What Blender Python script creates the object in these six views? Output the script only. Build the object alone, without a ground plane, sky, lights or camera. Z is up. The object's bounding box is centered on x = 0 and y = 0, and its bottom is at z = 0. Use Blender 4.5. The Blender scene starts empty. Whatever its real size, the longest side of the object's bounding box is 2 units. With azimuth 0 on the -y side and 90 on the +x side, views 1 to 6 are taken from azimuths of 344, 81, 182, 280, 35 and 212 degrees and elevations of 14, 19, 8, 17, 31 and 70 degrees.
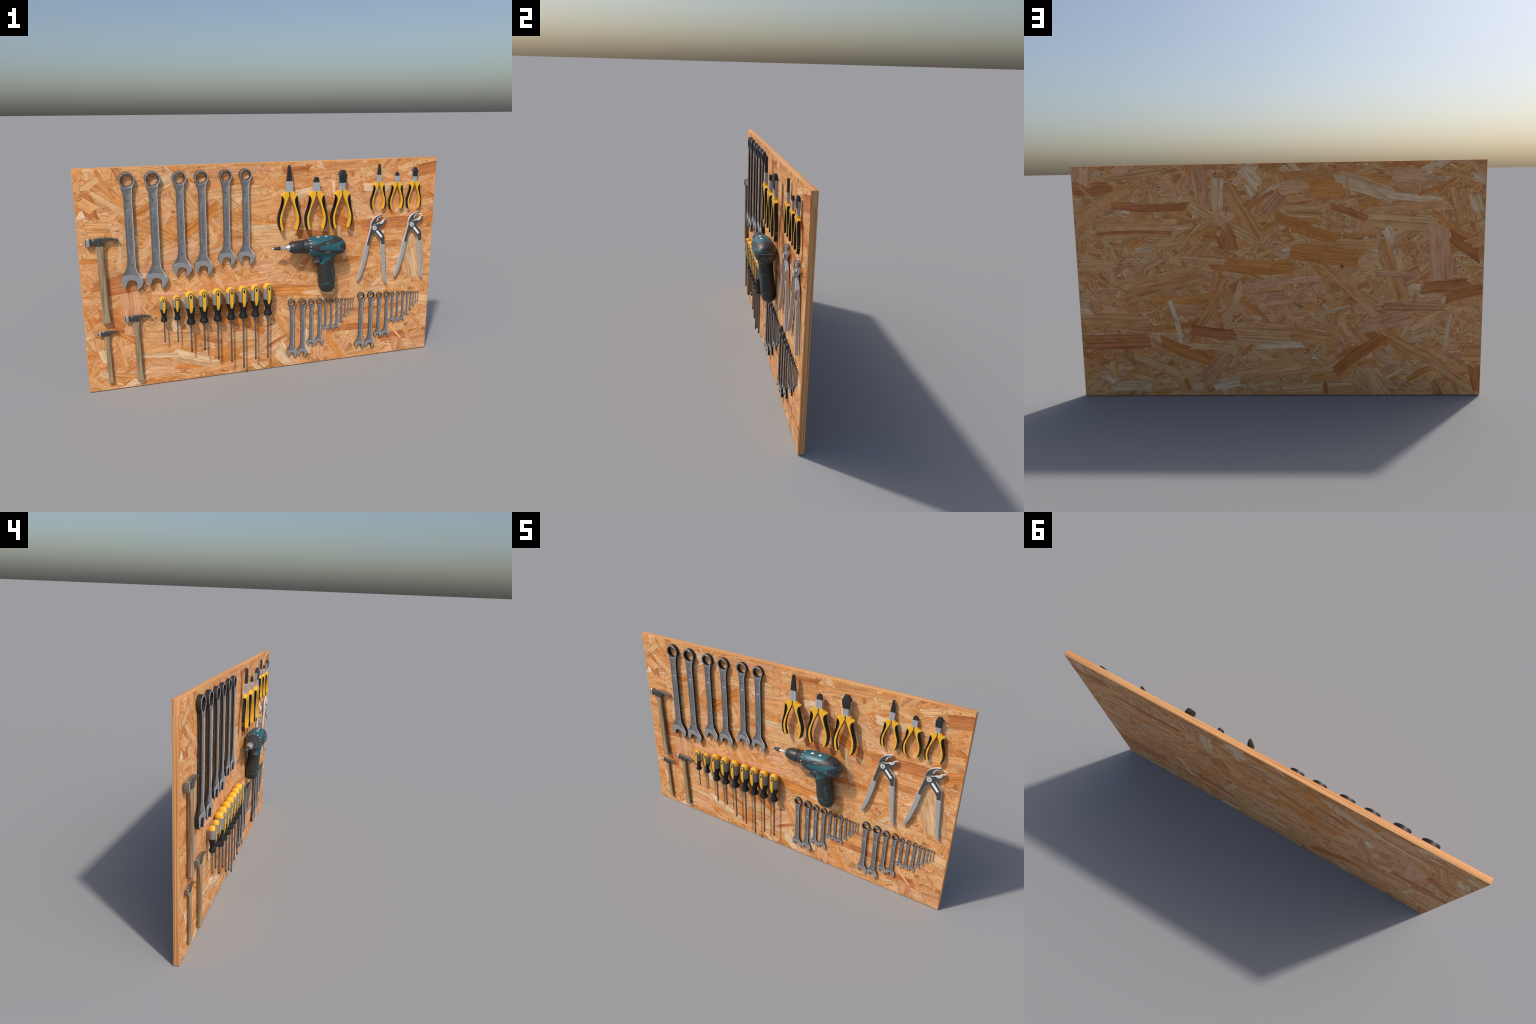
"""Tool wall: an OSB panel standing upright with hammers, wrenches, pliers,
screwdrivers and a cordless drill hung on its front.  z up, metres."""
import math
import random

import bmesh
import bpy
from mathutils import Matrix, Vector

RNG = random.Random(41)
COLL = bpy.context.scene.collection

# ------------------------------------------------------------------ layout
PANEL_HALF = 1.0            # half length along x
PANEL_TOP = 1.1655          # height
FRONT_Y, BACK_Y = 0.0463, 0.0746   # bare faces; the strands stand 1 mm proud
HANG_Y = 0.0452             # plane the tools hang against


# ------------------------------------------------------------------ helpers
def lin(hex_colour, gain=1.0):
    out = []
    for i in (0, 2, 4):
        v = int(hex_colour[i:i + 2], 16) / 255
        v = v / 12.92 if v <= 0.04045 else ((v + 0.055) / 1.055) ** 2.4
        out.append(min(v * gain, 0.95))
    return (*out, 1.0)


class Nodes:
    """A tiny builder for node materials."""

    def __init__(self, name):
        self.mat = bpy.data.materials.new(name)
        self.mat.use_nodes = True
        self.t = self.mat.node_tree
        self.bsdf = self.t.nodes["Principled BSDF"]

    def new(self, kind, **props):
        n = self.t.nodes.new("ShaderNode" + kind)
        for k, v in props.items():
            setattr(n, k, v)
        return n

    def link(self, a, b):
        self.t.links.new(a, b)

    def put(self, value, socket):
        if isinstance(value, bpy.types.NodeSocket):
            self.link(value, socket)
        else:
            socket.default_value = value

    def math(self, op, a, b=0.0, c=0.0, clamp=False):
        n = self.new("Math", operation=op, use_clamp=clamp)
        for i, v in enumerate((a, b, c)):
            self.put(v, n.inputs[i])
        return n.outputs[0]

    def mix(self, fac, a, b, mode="MIX"):
        n = self.new("Mix", data_type="RGBA", blend_type=mode)
        self.put(fac, n.inputs[0])
        self.put(a, n.inputs[6])
        self.put(b, n.inputs[7])
        return n.outputs[2]

    def ramp(self, fac, stops, interpolation="LINEAR"):
        n = self.new("ValToRGB")
        n.color_ramp.interpolation = interpolation
        el = n.color_ramp.elements
        while len(el) < len(stops):
            el.new(0.5)
        for e, (p, c) in zip(el, stops):
            e.position = p
            e.color = c if len(c) == 4 else (*c, 1)
        self.put(fac, n.inputs[0])
        return n.outputs[0]

    def coords(self, scale=(1, 1, 1), rot=(0, 0, 0), shift=None):
        tc = self.new("TexCoord").outputs["Object"]
        if shift is not None:
            add = self.new("VectorMath", operation="ADD")
            self.link(tc, add.inputs[0])
            self.link(shift, add.inputs[1])
            tc = add.outputs[0]
        m = self.new("Mapping")
        m.inputs["Scale"].default_value = scale
        m.inputs["Rotation"].default_value = rot
        self.link(tc, m.inputs["Vector"])
        return m.outputs[0]

    def noise(self, vec, scale, detail=3.0, rough=0.55):
        n = self.new("TexNoise")
        self.link(vec, n.inputs["Vector"])
        n.inputs["Scale"].default_value = scale
        n.inputs["Detail"].default_value = detail
        n.inputs["Roughness"].default_value = rough
        return n.outputs["Fac"]

    def xyz(self):
        s = self.new("SeparateXYZ")
        self.link(self.new("TexCoord").outputs["Object"], s.inputs[0])
        return s.outputs

    def curve(self, x, points):
        n = self.new("FloatCurve")
        c = n.mapping.curves[0]
        c.points[0].location, c.points[1].location = points[0], points[-1]
        for p in points[1:-1]:
            c.points.new(*p)
        for p in c.points:
            p.handle_type = "VECTOR"
        n.mapping.use_clip = False
        n.mapping.update()
        self.put(x, n.inputs["Value"])
        return n.outputs[0]

    def finish(self, colour, rough=0.5, metal=0.0, spec=0.5, bump=None, strength=0.2, dist=0.001, coat=0.0):
        b = self.bsdf
        self.put(colour, b.inputs["Base Color"])
        self.put(rough, b.inputs["Roughness"])
        self.put(metal, b.inputs["Metallic"])
        b.inputs["Specular IOR Level"].default_value = spec
        b.inputs["Coat Weight"].default_value = coat
        if bump is not None:
            n = self.new("Bump")
            n.inputs["Strength"].default_value = strength
            n.inputs["Distance"].default_value = dist
            self.link(bump, n.inputs["Height"])
            self.link(n.outputs[0], b.inputs["Normal"])
        return self.mat


def link_object(name, data, parent=None, loc=(0, 0, 0)):
    o = bpy.data.objects.new(name, data)
    COLL.objects.link(o)
    o.location = loc
    if parent:
        o.parent = parent
    return o


def make_mesh(name, verts, faces, mats=(), slots=None, smooth=False):
    me = bpy.data.meshes.new(name)
    me.from_pydata([tuple(v) for v in verts], [], faces)
    for m in mats:
        me.materials.append(m)
    if slots:
        me.polygons.foreach_set("material_index", slots)
    if smooth:
        me.polygons.foreach_set("use_smooth", [True] * len(me.polygons))
    me.update()
    return me


def smooth_by_angle(me, degrees=35):
    me.polygons.foreach_set("use_smooth", [True] * len(me.polygons))
    me.set_sharp_from_angle(angle=math.radians(degrees))
    return me


def spline(points, n=5):
    """Open Catmull-Rom curve through 2D points."""
    pts = [Vector(p) for p in points]
    out = []
    for i in range(len(pts) - 1):
        a, b, c, d = pts[max(i - 1, 0)], pts[i], pts[i + 1], pts[min(i + 2, len(pts) - 1)]
        for k in range(n):
            t = k / n
            out.append(0.5 * ((2 * b) + (c - a) * t + (2 * a - 5 * b + 4 * c - d) * t * t + (3 * b - a - 3 * c + d) * t ** 3))
    out.append(pts[-1])
    return [tuple(p) for p in out]


def area2(poly):
    return sum(a[0] * b[1] - b[0] * a[1] for a, b in zip(poly, poly[1:] + poly[:1]))


def clean(poly, eps=1e-5):
    out = []
    for p in poly:
        if not out or math.dist(p, out[-1]) > eps:
            out.append(tuple(p))
    if math.dist(out[0], out[-1]) < eps:
        out.pop()
    return out if area2(out) > 0 else out[::-1]


def offset_poly(poly, d):
    """Move a counter-clockwise outline inwards by d."""
    n, out = len(poly), []
    for i in range(n):
        a, b, c = Vector(poly[i - 1]), Vector(poly[i]), Vector(poly[(i + 1) % n])
        e, f = (b - a).normalized(), (c - b).normalized()
        n1, n2 = Vector((-e.y, e.x)), Vector((-f.y, f.x))
        m = n1 + n2
        k = max(m.length_squared / 2, 0.35)
        out.append(tuple(b + m * (d / k)))
    return out


def plate(name, outline, front, back, chamfer=0.0008, mats=(), side=0, rim=0, face=0, angle=30, steps=1, back_chamfer=True):
    """A flat piece cut to an (x, z) outline, its front edge rounded over."""
    poly = clean(outline)
    n = len(poly)
    rings = [(offset_poly(poly, chamfer * 1.3), front)]     # keeps the flat face flat
    for k in range(steps + 1):
        t = k / steps * math.pi / 2
        rings.append((offset_poly(poly, chamfer * (1 - math.sin(t))), front + chamfer * (1 - math.cos(t))))
    if back_chamfer:
        rings.append((poly, back - chamfer * 0.6))
        rings.append((offset_poly(poly, chamfer * 0.6), back))
    else:
        rings.append((poly, back))
    verts = [(x, y, z) for ring, y in rings for x, z in ring]
    faces, slots = [list(range(n))], [face]
    for r in range(len(rings) - 1):
        for i in range(n):
            j = (i + 1) % n
            faces.append([r * n + j, r * n + i, (r + 1) * n + i, (r + 1) * n + j])
            slots.append(face if r == 0 else rim if r <= steps else side)
    last = (len(rings) - 1) * n
    faces.append([last + i for i in reversed(range(n))])
    slots.append(side)
    return smooth_by_angle(make_mesh(name, verts, faces, mats, slots), angle)


def lathe(name, profile, mats, segments=40, axis="Z", slot_of=None, angle=40):
    """Revolve (radius, position[, slot]) round an axis."""
    verts, faces, slots = [], [], []
    for r, h, *_ in profile:
        for i in range(segments):
            a = 2 * math.pi * i / segments
            c, s = r * math.cos(a), r * math.sin(a)
            verts.append((h, c, s) if axis == "X" else (c, s, h))
    for k in range(len(profile) - 1):
        for i in range(segments):
            j = (i + 1) % segments
            faces.append([k * segments + i, k * segments + j, (k + 1) * segments + j, (k + 1) * segments + i])
            slots.append(profile[k][2] if len(profile[k]) > 2 else 0)
    faces.append([i for i in reversed(range(segments))])
    slots.append(slots[0])
    faces.append([(len(profile) - 1) * segments + i for i in range(segments)])
    slots.append(slots[-2] if len(slots) > 1 else 0)
    me = make_mesh(name, verts, faces, mats, slots)
    bm = bmesh.new()
    bm.from_mesh(me)
    bmesh.ops.recalc_face_normals(bm, faces=bm.faces)
    bm.to_mesh(me)
    bm.free()
    return smooth_by_angle(me, angle)


def box(name, lo, hi, mat, bevel=0.0):
    bm = bmesh.new()
    bmesh.ops.create_cube(bm, size=1)
    for v in bm.verts:
        for i in range(3):
            v.co[i] = lo[i] if v.co[i] < 0 else hi[i]
    if bevel:
        bmesh.ops.bevel(bm, geom=bm.edges[:], offset=bevel, segments=2, affect="EDGES", profile=0.5)
    me = bpy.data.meshes.new(name)
    bm.to_mesh(me)
    bm.free()
    me.materials.append(mat)
    return smooth_by_angle(me, 40)


def thing(name, label, category, loc):
    o = link_object(name, None, None, loc)
    o.empty_display_size = 0.02
    o["label"], o["category"] = label, category
    return o


# ------------------------------------------------------------------ wood
GAIN = 1.17
TONES = {
    "pale": ("dfc2a0", "d7b48d"),
    "cream": ("dfb384", "d6a674"),
    "tan": ("daa36e", "d0955f"),
    "pink": ("daa780", "d09a73"),
    "orange": ("d28d4b", "c77f42"),
    "red": ("c78553", "bb7647"),
}


def wood_grain(n, base, shift, fleck=0.5, fine=150.0):
    """Streaks along local x, with growth lines and short dark flecks."""
    v = n.coords((5, fine, fine), shift=shift)
    streak = n.noise(v, 1.0, 4, 0.6)
    v2 = n.coords((1.6, 30, 30), shift=shift)
    broad = n.noise(v2, 1.0, 2, 0.5)
    v3 = n.coords((26, 330, 330), shift=shift)
    flecks = n.ramp(n.noise(v3, 1.0, 2, 0.5), [(0.64, (0, 0, 0)), (0.74, (1, 1, 1))])
    shade = n.ramp(streak, [(0.28, (0.66, 0.54, 0.44)), (0.48, (0.97, 0.96, 0.94)), (0.72, (1.09, 1.09, 1.08))])
    shade2 = n.ramp(broad, [(0.3, (0.80, 0.73, 0.66)), (0.55, (1.0, 1.0, 1.0)), (0.8, (1.05, 1.06, 1.08))])
    c = n.mix(1.0, base, shade, "MULTIPLY")
    c = n.mix(1.0, c, shade2, "MULTIPLY")
    c = n.mix(n.math("MULTIPLY", flecks, fleck), c, lin("8a4a2c"))
    patch = n.noise(n.coords((16, 34, 34), shift=shift), 1.0, 3, 0.6)
    c = n.mix(1.0, c, n.ramp(patch, [(0.30, (0.84, 0.74, 0.64)), (0.52, (1.0, 1.0, 1.0)), (0.72, (1.03, 1.05, 1.08))]), "MULTIPLY")
    pores = n.noise(n.coords((120, 170, 170), shift=shift), 1.0, 2, 0.5)
    c = n.mix(n.ramp(pores, [(0.69, (0, 0, 0)), (0.76, (0.55, 0.55, 0.55))]), c, lin("7a452c"))
    return c, streak


def strand_material(tone):
    a, b = TONES[tone]
    n = Nodes("strand_" + tone)
    rnd = n.new("ObjectInfo").outputs["Random"]
    comb = n.new("CombineXYZ")
    for i, k in enumerate((7.0, 13.0, 23.0)):
        n.link(n.math("MULTIPLY", rnd, k), comb.inputs[i])
    base = n.mix(rnd, lin(a, GAIN), lin(b, GAIN))
    # some strands show clear growth lines
    v = n.coords((0.6, 190, 190), shift=comb.outputs[0])
    rings = n.noise(v, 1.0, 1, 0.4)
    rings = n.ramp(rings, [(0.38, (0.84, 0.76, 0.66)), (0.56, (1.02, 1.02, 1.0))])
    lined = n.math("GREATER_THAN", n.math("FRACT", n.math("MULTIPLY", rnd, 5.3)), 0.45)
    base = n.mix(lined, base, n.mix(1.0, base, rings, "MULTIPLY"))
    c, bump = wood_grain(n, base, comb.outputs[0])
    return n.finish(c, 0.62, spec=0.25, bump=bump, strength=0.25, dist=0.0006)


def mixed_strand_material():
    """Fill strands: every loose chip (mesh island) takes a tone of its own."""
    n = Nodes("strand_mixed")
    rnd = n.new("NewGeometry").outputs["Random Per Island"]
    comb = n.new("CombineXYZ")
    for i, k in enumerate((7.0, 13.0, 23.0)):
        n.link(n.math("MULTIPLY", rnd, k), comb.inputs[i])
    order = ["orange", "tan", "orange", "cream", "tan", "pink", "tan", "cream", "orange", "tan", "pink", "cream", "tan", "orange", "pale", "cream"]
    stops = [(i / len(order), lin(TONES[t][i % 2], GAIN)) for i, t in enumerate(order)]
    base = n.ramp(rnd, stops, "LINEAR")
    c, bump = wood_grain(n, base, comb.outputs[0], 0.6)
    return n.finish(c, 0.62, spec=0.25, bump=bump, strength=0.25, dist=0.0006)


def edge_material():
    """Sawn panel edge: lengthwise orange and tan layers with one pale core."""
    n = Nodes("panel_edge")
    x, y, z = n.xyz()
    upper = n.math("GREATER_THAN", z, 0.52)          # stripes shift above a texture seam
    is_side = n.math("GREATER_THAN", n.math("ABSOLUTE", x), 0.9975)
    run = n.new("CombineXYZ")
    n.link(n.math("MULTIPLY", x, 1.3), run.inputs[0])
    n.link(n.math("ADD", n.math("MULTIPLY", y, 210.0), n.math("MULTIPLY", n.math("MULTIPLY", upper, is_side), 9.0)), run.inputs[1])
    n.link(n.math("MULTIPLY", z, 1.3), run.inputs[2])
    streak = n.noise(run.outputs[0], 1.0, 3, 0.6)
    c = n.ramp(streak, [(0.25, lin("9a5a30")), (0.40, lin("c37c45")), (0.52, lin("d59559")), (0.66, lin("e2ab72")), (0.8, lin("bd7a45"))])
    core = n.math("SUBTRACT", 1.0, n.math("MULTIPLY", n.math("ABSOLUTE", n.math("SUBTRACT", y, 0.002)), 420.0), clamp=True)
    c = n.mix(n.math("MULTIPLY", core, 0.7), c, lin("e8c79f"))
    return n.finish(c, 0.6, spec=0.25)


def flat_wood(name, hexes):
    n = Nodes(name)
    v = n.coords((1, 1, 1))
    c = n.ramp(n.noise(v, 40, 3), [(0.3, lin(hexes[0])), (0.7, lin(hexes[1]))])
    return n.finish(c, 0.7, spec=0.2)


# ---------------------------------------------------------------- the panel
def build_panel():
    bed = flat_wood("strand_bed", ("b5743f", "cf965c"))
    edge = edge_material()
    gap = flat_wood("strand_gap", ("6d3f25", "8e552d"))
    mid_y, mid_z = (FRONT_Y + BACK_Y) / 2, PANEL_TOP / 2
    bm = bmesh.new()
    bmesh.ops.create_cube(bm, size=1)
    for v in bm.verts:
        v.co = (v.co.x * 2 * PANEL_HALF, v.co.y * (BACK_Y - FRONT_Y + 0.0012), v.co.z * PANEL_TOP)
    bmesh.ops.bevel(bm, geom=bm.edges[:], offset=0.003, segments=2, affect="EDGES", profile=0.5)
    for f in bm.faces:
        f.material_index = 0 if abs(f.normal.y) > 0.95 else 1
    # the two broad faces lie 0.6 mm below the rounded arris, under the strands
    for v in bm.verts:
        if abs(v.co.y) > (BACK_Y - FRONT_Y) / 2 + 0.0005:
            v.co.y = math.copysign((BACK_Y - FRONT_Y) / 2 + 0.0004, v.co.y)
    me = bpy.data.meshes.new("wooden_panel")
    bm.to_mesh(me)
    bm.free()
    me.materials.append(bed)
    me.materials.append(edge)
    panel = link_object("wooden_panel", smooth_by_angle(me, 25), None, (0, mid_y, mid_z))
    panel["label"] = "upright rectangular oriented strand board, orange tan wood chips"
    panel["category"] = "wood panel"

    xlim, zlo, zhi = PANEL_HALF - 0.003, 0.003 - mid_z, PANEL_TOP - 0.003 - mid_z
    half = (BACK_Y - FRONT_Y) / 2

    def chip(length, width, rng, ragged=1.0):
        """Outline of one strand, grain along u: wavy sides, torn ends."""
        l, w = length / 2, width / 2
        skew0, skew1 = (rng.uniform(-0.7, 0.7) * w for _ in range(2))
        bend = rng.uniform(-0.05, 0.05) * length
        pts = []
        steps = 4
        def side(sign, reverse):
            ks = range(steps + 1)
            for k in (reversed(ks) if reverse else ks):
                t = k / steps * 2 - 1
                u = t * l + (skew0 if t < 0 else skew1) * sign * abs(t)
                wob = rng.uniform(-0.08, 0.08) * w
                taper = 1 - 0.18 * rng.random() * abs(t)
                pts.append((u, sign * w * taper + wob + bend * (1 - t * t)))
        def end(sign, direction):
            k = max(2, min(5, int(width / 0.012)))
            for i in range(1, k):
                s = (i / k * 2 - 1) * direction
                pts.append((sign * l + (skew0 if sign < 0 else skew1) * s + ragged * rng.uniform(-0.016, 0.010) * sign, s * w * 0.95))
        side(-1, False)
        end(1, 1)
        side(1, True)
        end(-1, -1)
        pts = clean(pts)

        def crosses(a, b, c, d):
            turn = lambda p, q, r: (q[0] - p[0]) * (r[1] - p[1]) - (q[1] - p[1]) * (r[0] - p[0])
            return turn(a, b, c) * turn(a, b, d) < 0 and turn(c, d, a) * turn(c, d, b) < 0
        n = len(pts)
        for i in range(n):
            for j in range(i + 2, n - (i == 0)):
                if crosses(pts[i], pts[i + 1], pts[j], pts[(j + 1) % n]):      # a knotted outline: cut a plain one
                    return [(-l, -w), (l + skew1 * 0.5, -w * 0.9), (l - skew1 * 0.5, w), (-l + skew0 * 0.3, w * 0.9)]
        return pts

    def chip_geometry(outline, place, height, lip):
        """Top face plus a dark sloping lip; place maps (u, v) to panel (x, z)."""
        inner = [place(u, v) for u, v in outline]
        for axis, limit, sign in ((0, xlim, 1), (0, -xlim, -1), (1, zhi, 1), (1, zlo, -1)):   # sawn off at the panel edge
            cut = []
            for a, b in zip(inner, inner[1:] + inner[:1]):
                da, db = (limit - a[axis]) * sign, (limit - b[axis]) * sign
                if da >= 0:
                    cut.append(a)
                if da * db < 0:
                    t = da / (da - db)
                    cut.append((a[0] + (b[0] - a[0]) * t, a[1] + (b[1] - a[1]) * t))
            inner = cut
            if len(inner) < 3:
                return None
        inner = clean(inner, 2e-4)
        if len(inner) < 3 or area2(inner) < 4e-6:
            return None
        outer = offset_poly(inner, -lip)
        keep = lambda p: (max(-xlim - 0.0003, min(xlim + 0.0003, p[0])), max(zlo - 0.0003, min(zhi + 0.0003, p[1])))
        return inner, [keep(p) for p in outer], height

    def add_chip(store, geo, to_local, slot):
        if geo is None:
            return
        inner, outer, h = geo
        verts, faces, slots = store
        n, b = len(inner), len(verts)
        for x, z in inner:
            u, v = to_local(x, z)
            verts.append((u, -h, v))
        for x, z in outer:
            u, v = to_local(x, z)
            verts.append((u, -h + 0.0005, v))
        faces.append([b + i for i in range(n)])
        slots.append(slot)
        for i in range(n):
            j = (i + 1) % n
            faces.append([b + j, b + i, b + n + i, b + n + j])
            slots.append(1)

    mixed = mixed_strand_material()
    bins = 10
    fills = [([], [], []) for _ in range(bins)]
    jobs = []
    for _ in range(300):        # broad strands underneath
        jobs.append((RNG.uniform(0.14, 0.32), RNG.uniform(0.04, 0.09), 1))
    for _ in range(1500):       # slivers between them
        jobs.append((RNG.uniform(0.02, 0.085), RNG.uniform(0.004, 0.013), 0))
    for _ in range(560):        # middling strands
        jobs.append((RNG.uniform(0.07, 0.22), RNG.uniform(0.016, 0.050), 1))
    for _ in range(1700):       # torn slivers lying on them, mostly in drifts
        jobs.append((RNG.uniform(0.012, 0.065), RNG.uniform(0.002, 0.009), 2))
    drifts = [(RNG.uniform(-1.0, 1.0), RNG.uniform(zlo, zhi)) for _ in range(75)]
    for i, (length, width, big) in enumerate(jobs):
        angle = RNG.gauss(0, 0.55 if big == 1 else 0.65)
        if RNG.random() < (0.22 if big == 1 else 0.3):
            angle = RNG.uniform(-1.55, 1.55)
        angle = (angle + math.pi / 2) % math.pi - math.pi / 2
        b = min(bins - 1, int((angle + math.pi / 2) / math.pi * bins))
        ba = (b + 0.5) / bins * math.pi - math.pi / 2
        cx, cz = RNG.uniform(-1.0, 1.0), RNG.uniform(zlo, zhi)
        if big == 2 and RNG.random() < 0.75:
            dx, dz = drifts[RNG.randrange(len(drifts))]
            cx, cz = RNG.gauss(dx, 0.045), RNG.gauss(dz, 0.028)
        ca, sa = math.cos(angle), math.sin(angle)
        place = lambda u, v: (cx + u * ca - v * sa, cz + u * sa + v * ca)
        cb, sb = math.cos(ba), math.sin(ba)
        local = lambda x, z: (x * cb + z * sb, -x * sb + z * cb)
        h = 0.00050 + 0.00042 * i / len(jobs)
        add_chip(fills[b], chip_geometry(chip(length, width, RNG, 0.6), place, h, 0.0007 if big == 1 else 0.0004), local, 0)

    # small dark chips laid on the filling, standing in for pockets between strands
    chip_dark = flat_wood("dark_chip_wood", ("764a33", "96603f"))
    store = ([], [], [])
    for i in range(420):
        cx, cz, angle = RNG.uniform(-0.99, 0.99), RNG.uniform(zlo, zhi), RNG.uniform(-1.5, 1.5)
        for _ in range(RNG.randint(1, 3)):
            ox, oz = cx + RNG.gauss(0, 0.008), cz + RNG.gauss(0, 0.006)
            ca, sa = math.cos(angle), math.sin(angle)
            place = lambda u, v: (ox + u * ca - v * sa, oz + u * sa + v * ca)
            add_chip(store, chip_geometry(chip(RNG.uniform(0.003, 0.012), RNG.uniform(0.0014, 0.0038), RNG, 0.12), place, 0.00093, 0.0002), lambda x, z: (x, z), 0)
            angle += RNG.gauss(0, 0.5)

    def put_face(name, data, rot, loc, faces=(False, True), kind=None):
        """Hang one piece on the front and, turned about x, on the back."""
        for back in faces:
            o = link_object(name, data, panel)
            m = Matrix.Translation((loc[0], -half, loc[1])) @ Matrix.Rotation(-rot, 4, "Y")
            o.matrix_local = Matrix.Rotation(math.pi, 4, "X") @ m if back else m
            if kind:
                o["kind"] = kind

    put_face("dark_chip", make_mesh("dark_chip", store[0], store[1], (chip_dark, gap), store[2]), 0, (0, 0), kind="stuff")
    for b, (verts, faces, slots) in enumerate(fills):
        ba = (b + 0.5) / bins * math.pi - math.pi / 2
        me = make_mesh("strand_filling", verts, faces, (mixed, gap), slots)
        put_face("strand_filling", me, ba, (0, 0), kind="stuff")

    # the large strands that lie on top: ends (x, z), width, all in millimetres
    mats = {k: strand_material(t) for k, t in zip("wctkor", TONES)}
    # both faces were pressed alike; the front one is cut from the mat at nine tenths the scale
    for i, (tone, *ends) in enumerate(TOP_STRANDS + FRONT_STRANDS):
        for back in ((False, True) if i < len(TOP_STRANDS) else (False,)):
            x1, z1, x2, z2, w = (v / 1000 for v in ends)
            if not back and i < len(TOP_STRANDS):
                x1, x2, z1, z2, w = 0.9 * x1 - 0.046, 0.9 * x2 - 0.046, 0.9 * z1 + 0.006, 0.9 * z2 + 0.006, 0.9 * w
            z1, z2 = z1 - mid_z, z2 - mid_z
            length, angle = math.hypot(x2 - x1, z2 - z1), math.atan2(z2 - z1, x2 - x1)
            angle = (angle + math.pi / 2) % math.pi - math.pi / 2
            cx, cz = (x1 + x2) / 2, (z1 + z2) / 2
            ca, sa = math.cos(angle), math.sin(angle)
            place = lambda u, v: (cx + u * ca - v * sa, cz + u * sa + v * ca)
            local = lambda x, z: ((x - cx) * ca + (z - cz) * sa, -(x - cx) * sa + (z - cz) * ca)
            store = ([], [], [])
            h = 0.00095 + 0.0000035 * i
            add_chip(store, chip_geometry(chip(length, w, random.Random(700 + i), 1.0), place, h, 0.0008), local, 0)
            if store[0]:
                me = make_mesh("wood_strand", *store[:2], (mats[tone], gap), store[2])
                put_face("wood_strand", me, angle, (cx, cz), (back,))


# strands seen on the front only, past the part that shows on the back
FRONT_STRANDS = [
    ('w', 855, 715, 925, 465, 125), ('w', -590, 1085, -480, 1120, 50), ('t', -400, 1120, -190, 1135, 45),
    ('k', -330, 1125, -60, 1140, 40), ('c', -960, 1065, -880, 1115, 30), ('r', 880, 1090, 1000, 1110, 70),
    ('o', -1000, 710, -900, 706, 22), ('c', 760, 1100, 860, 1130, 40), ('t', 300, 1120, 520, 1135, 55),
    ('r', 60, 1120, 230, 1130, 40), ('t', 900, 900, 1000, 915, 40), ('o', 905, 800, 1000, 830, 60),
    ('k', 890, 60, 1000, 75, 90), ('c', 900, 330, 1000, 300, 70), ('t', -980, 1010, -900, 960, 60),
]

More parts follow.
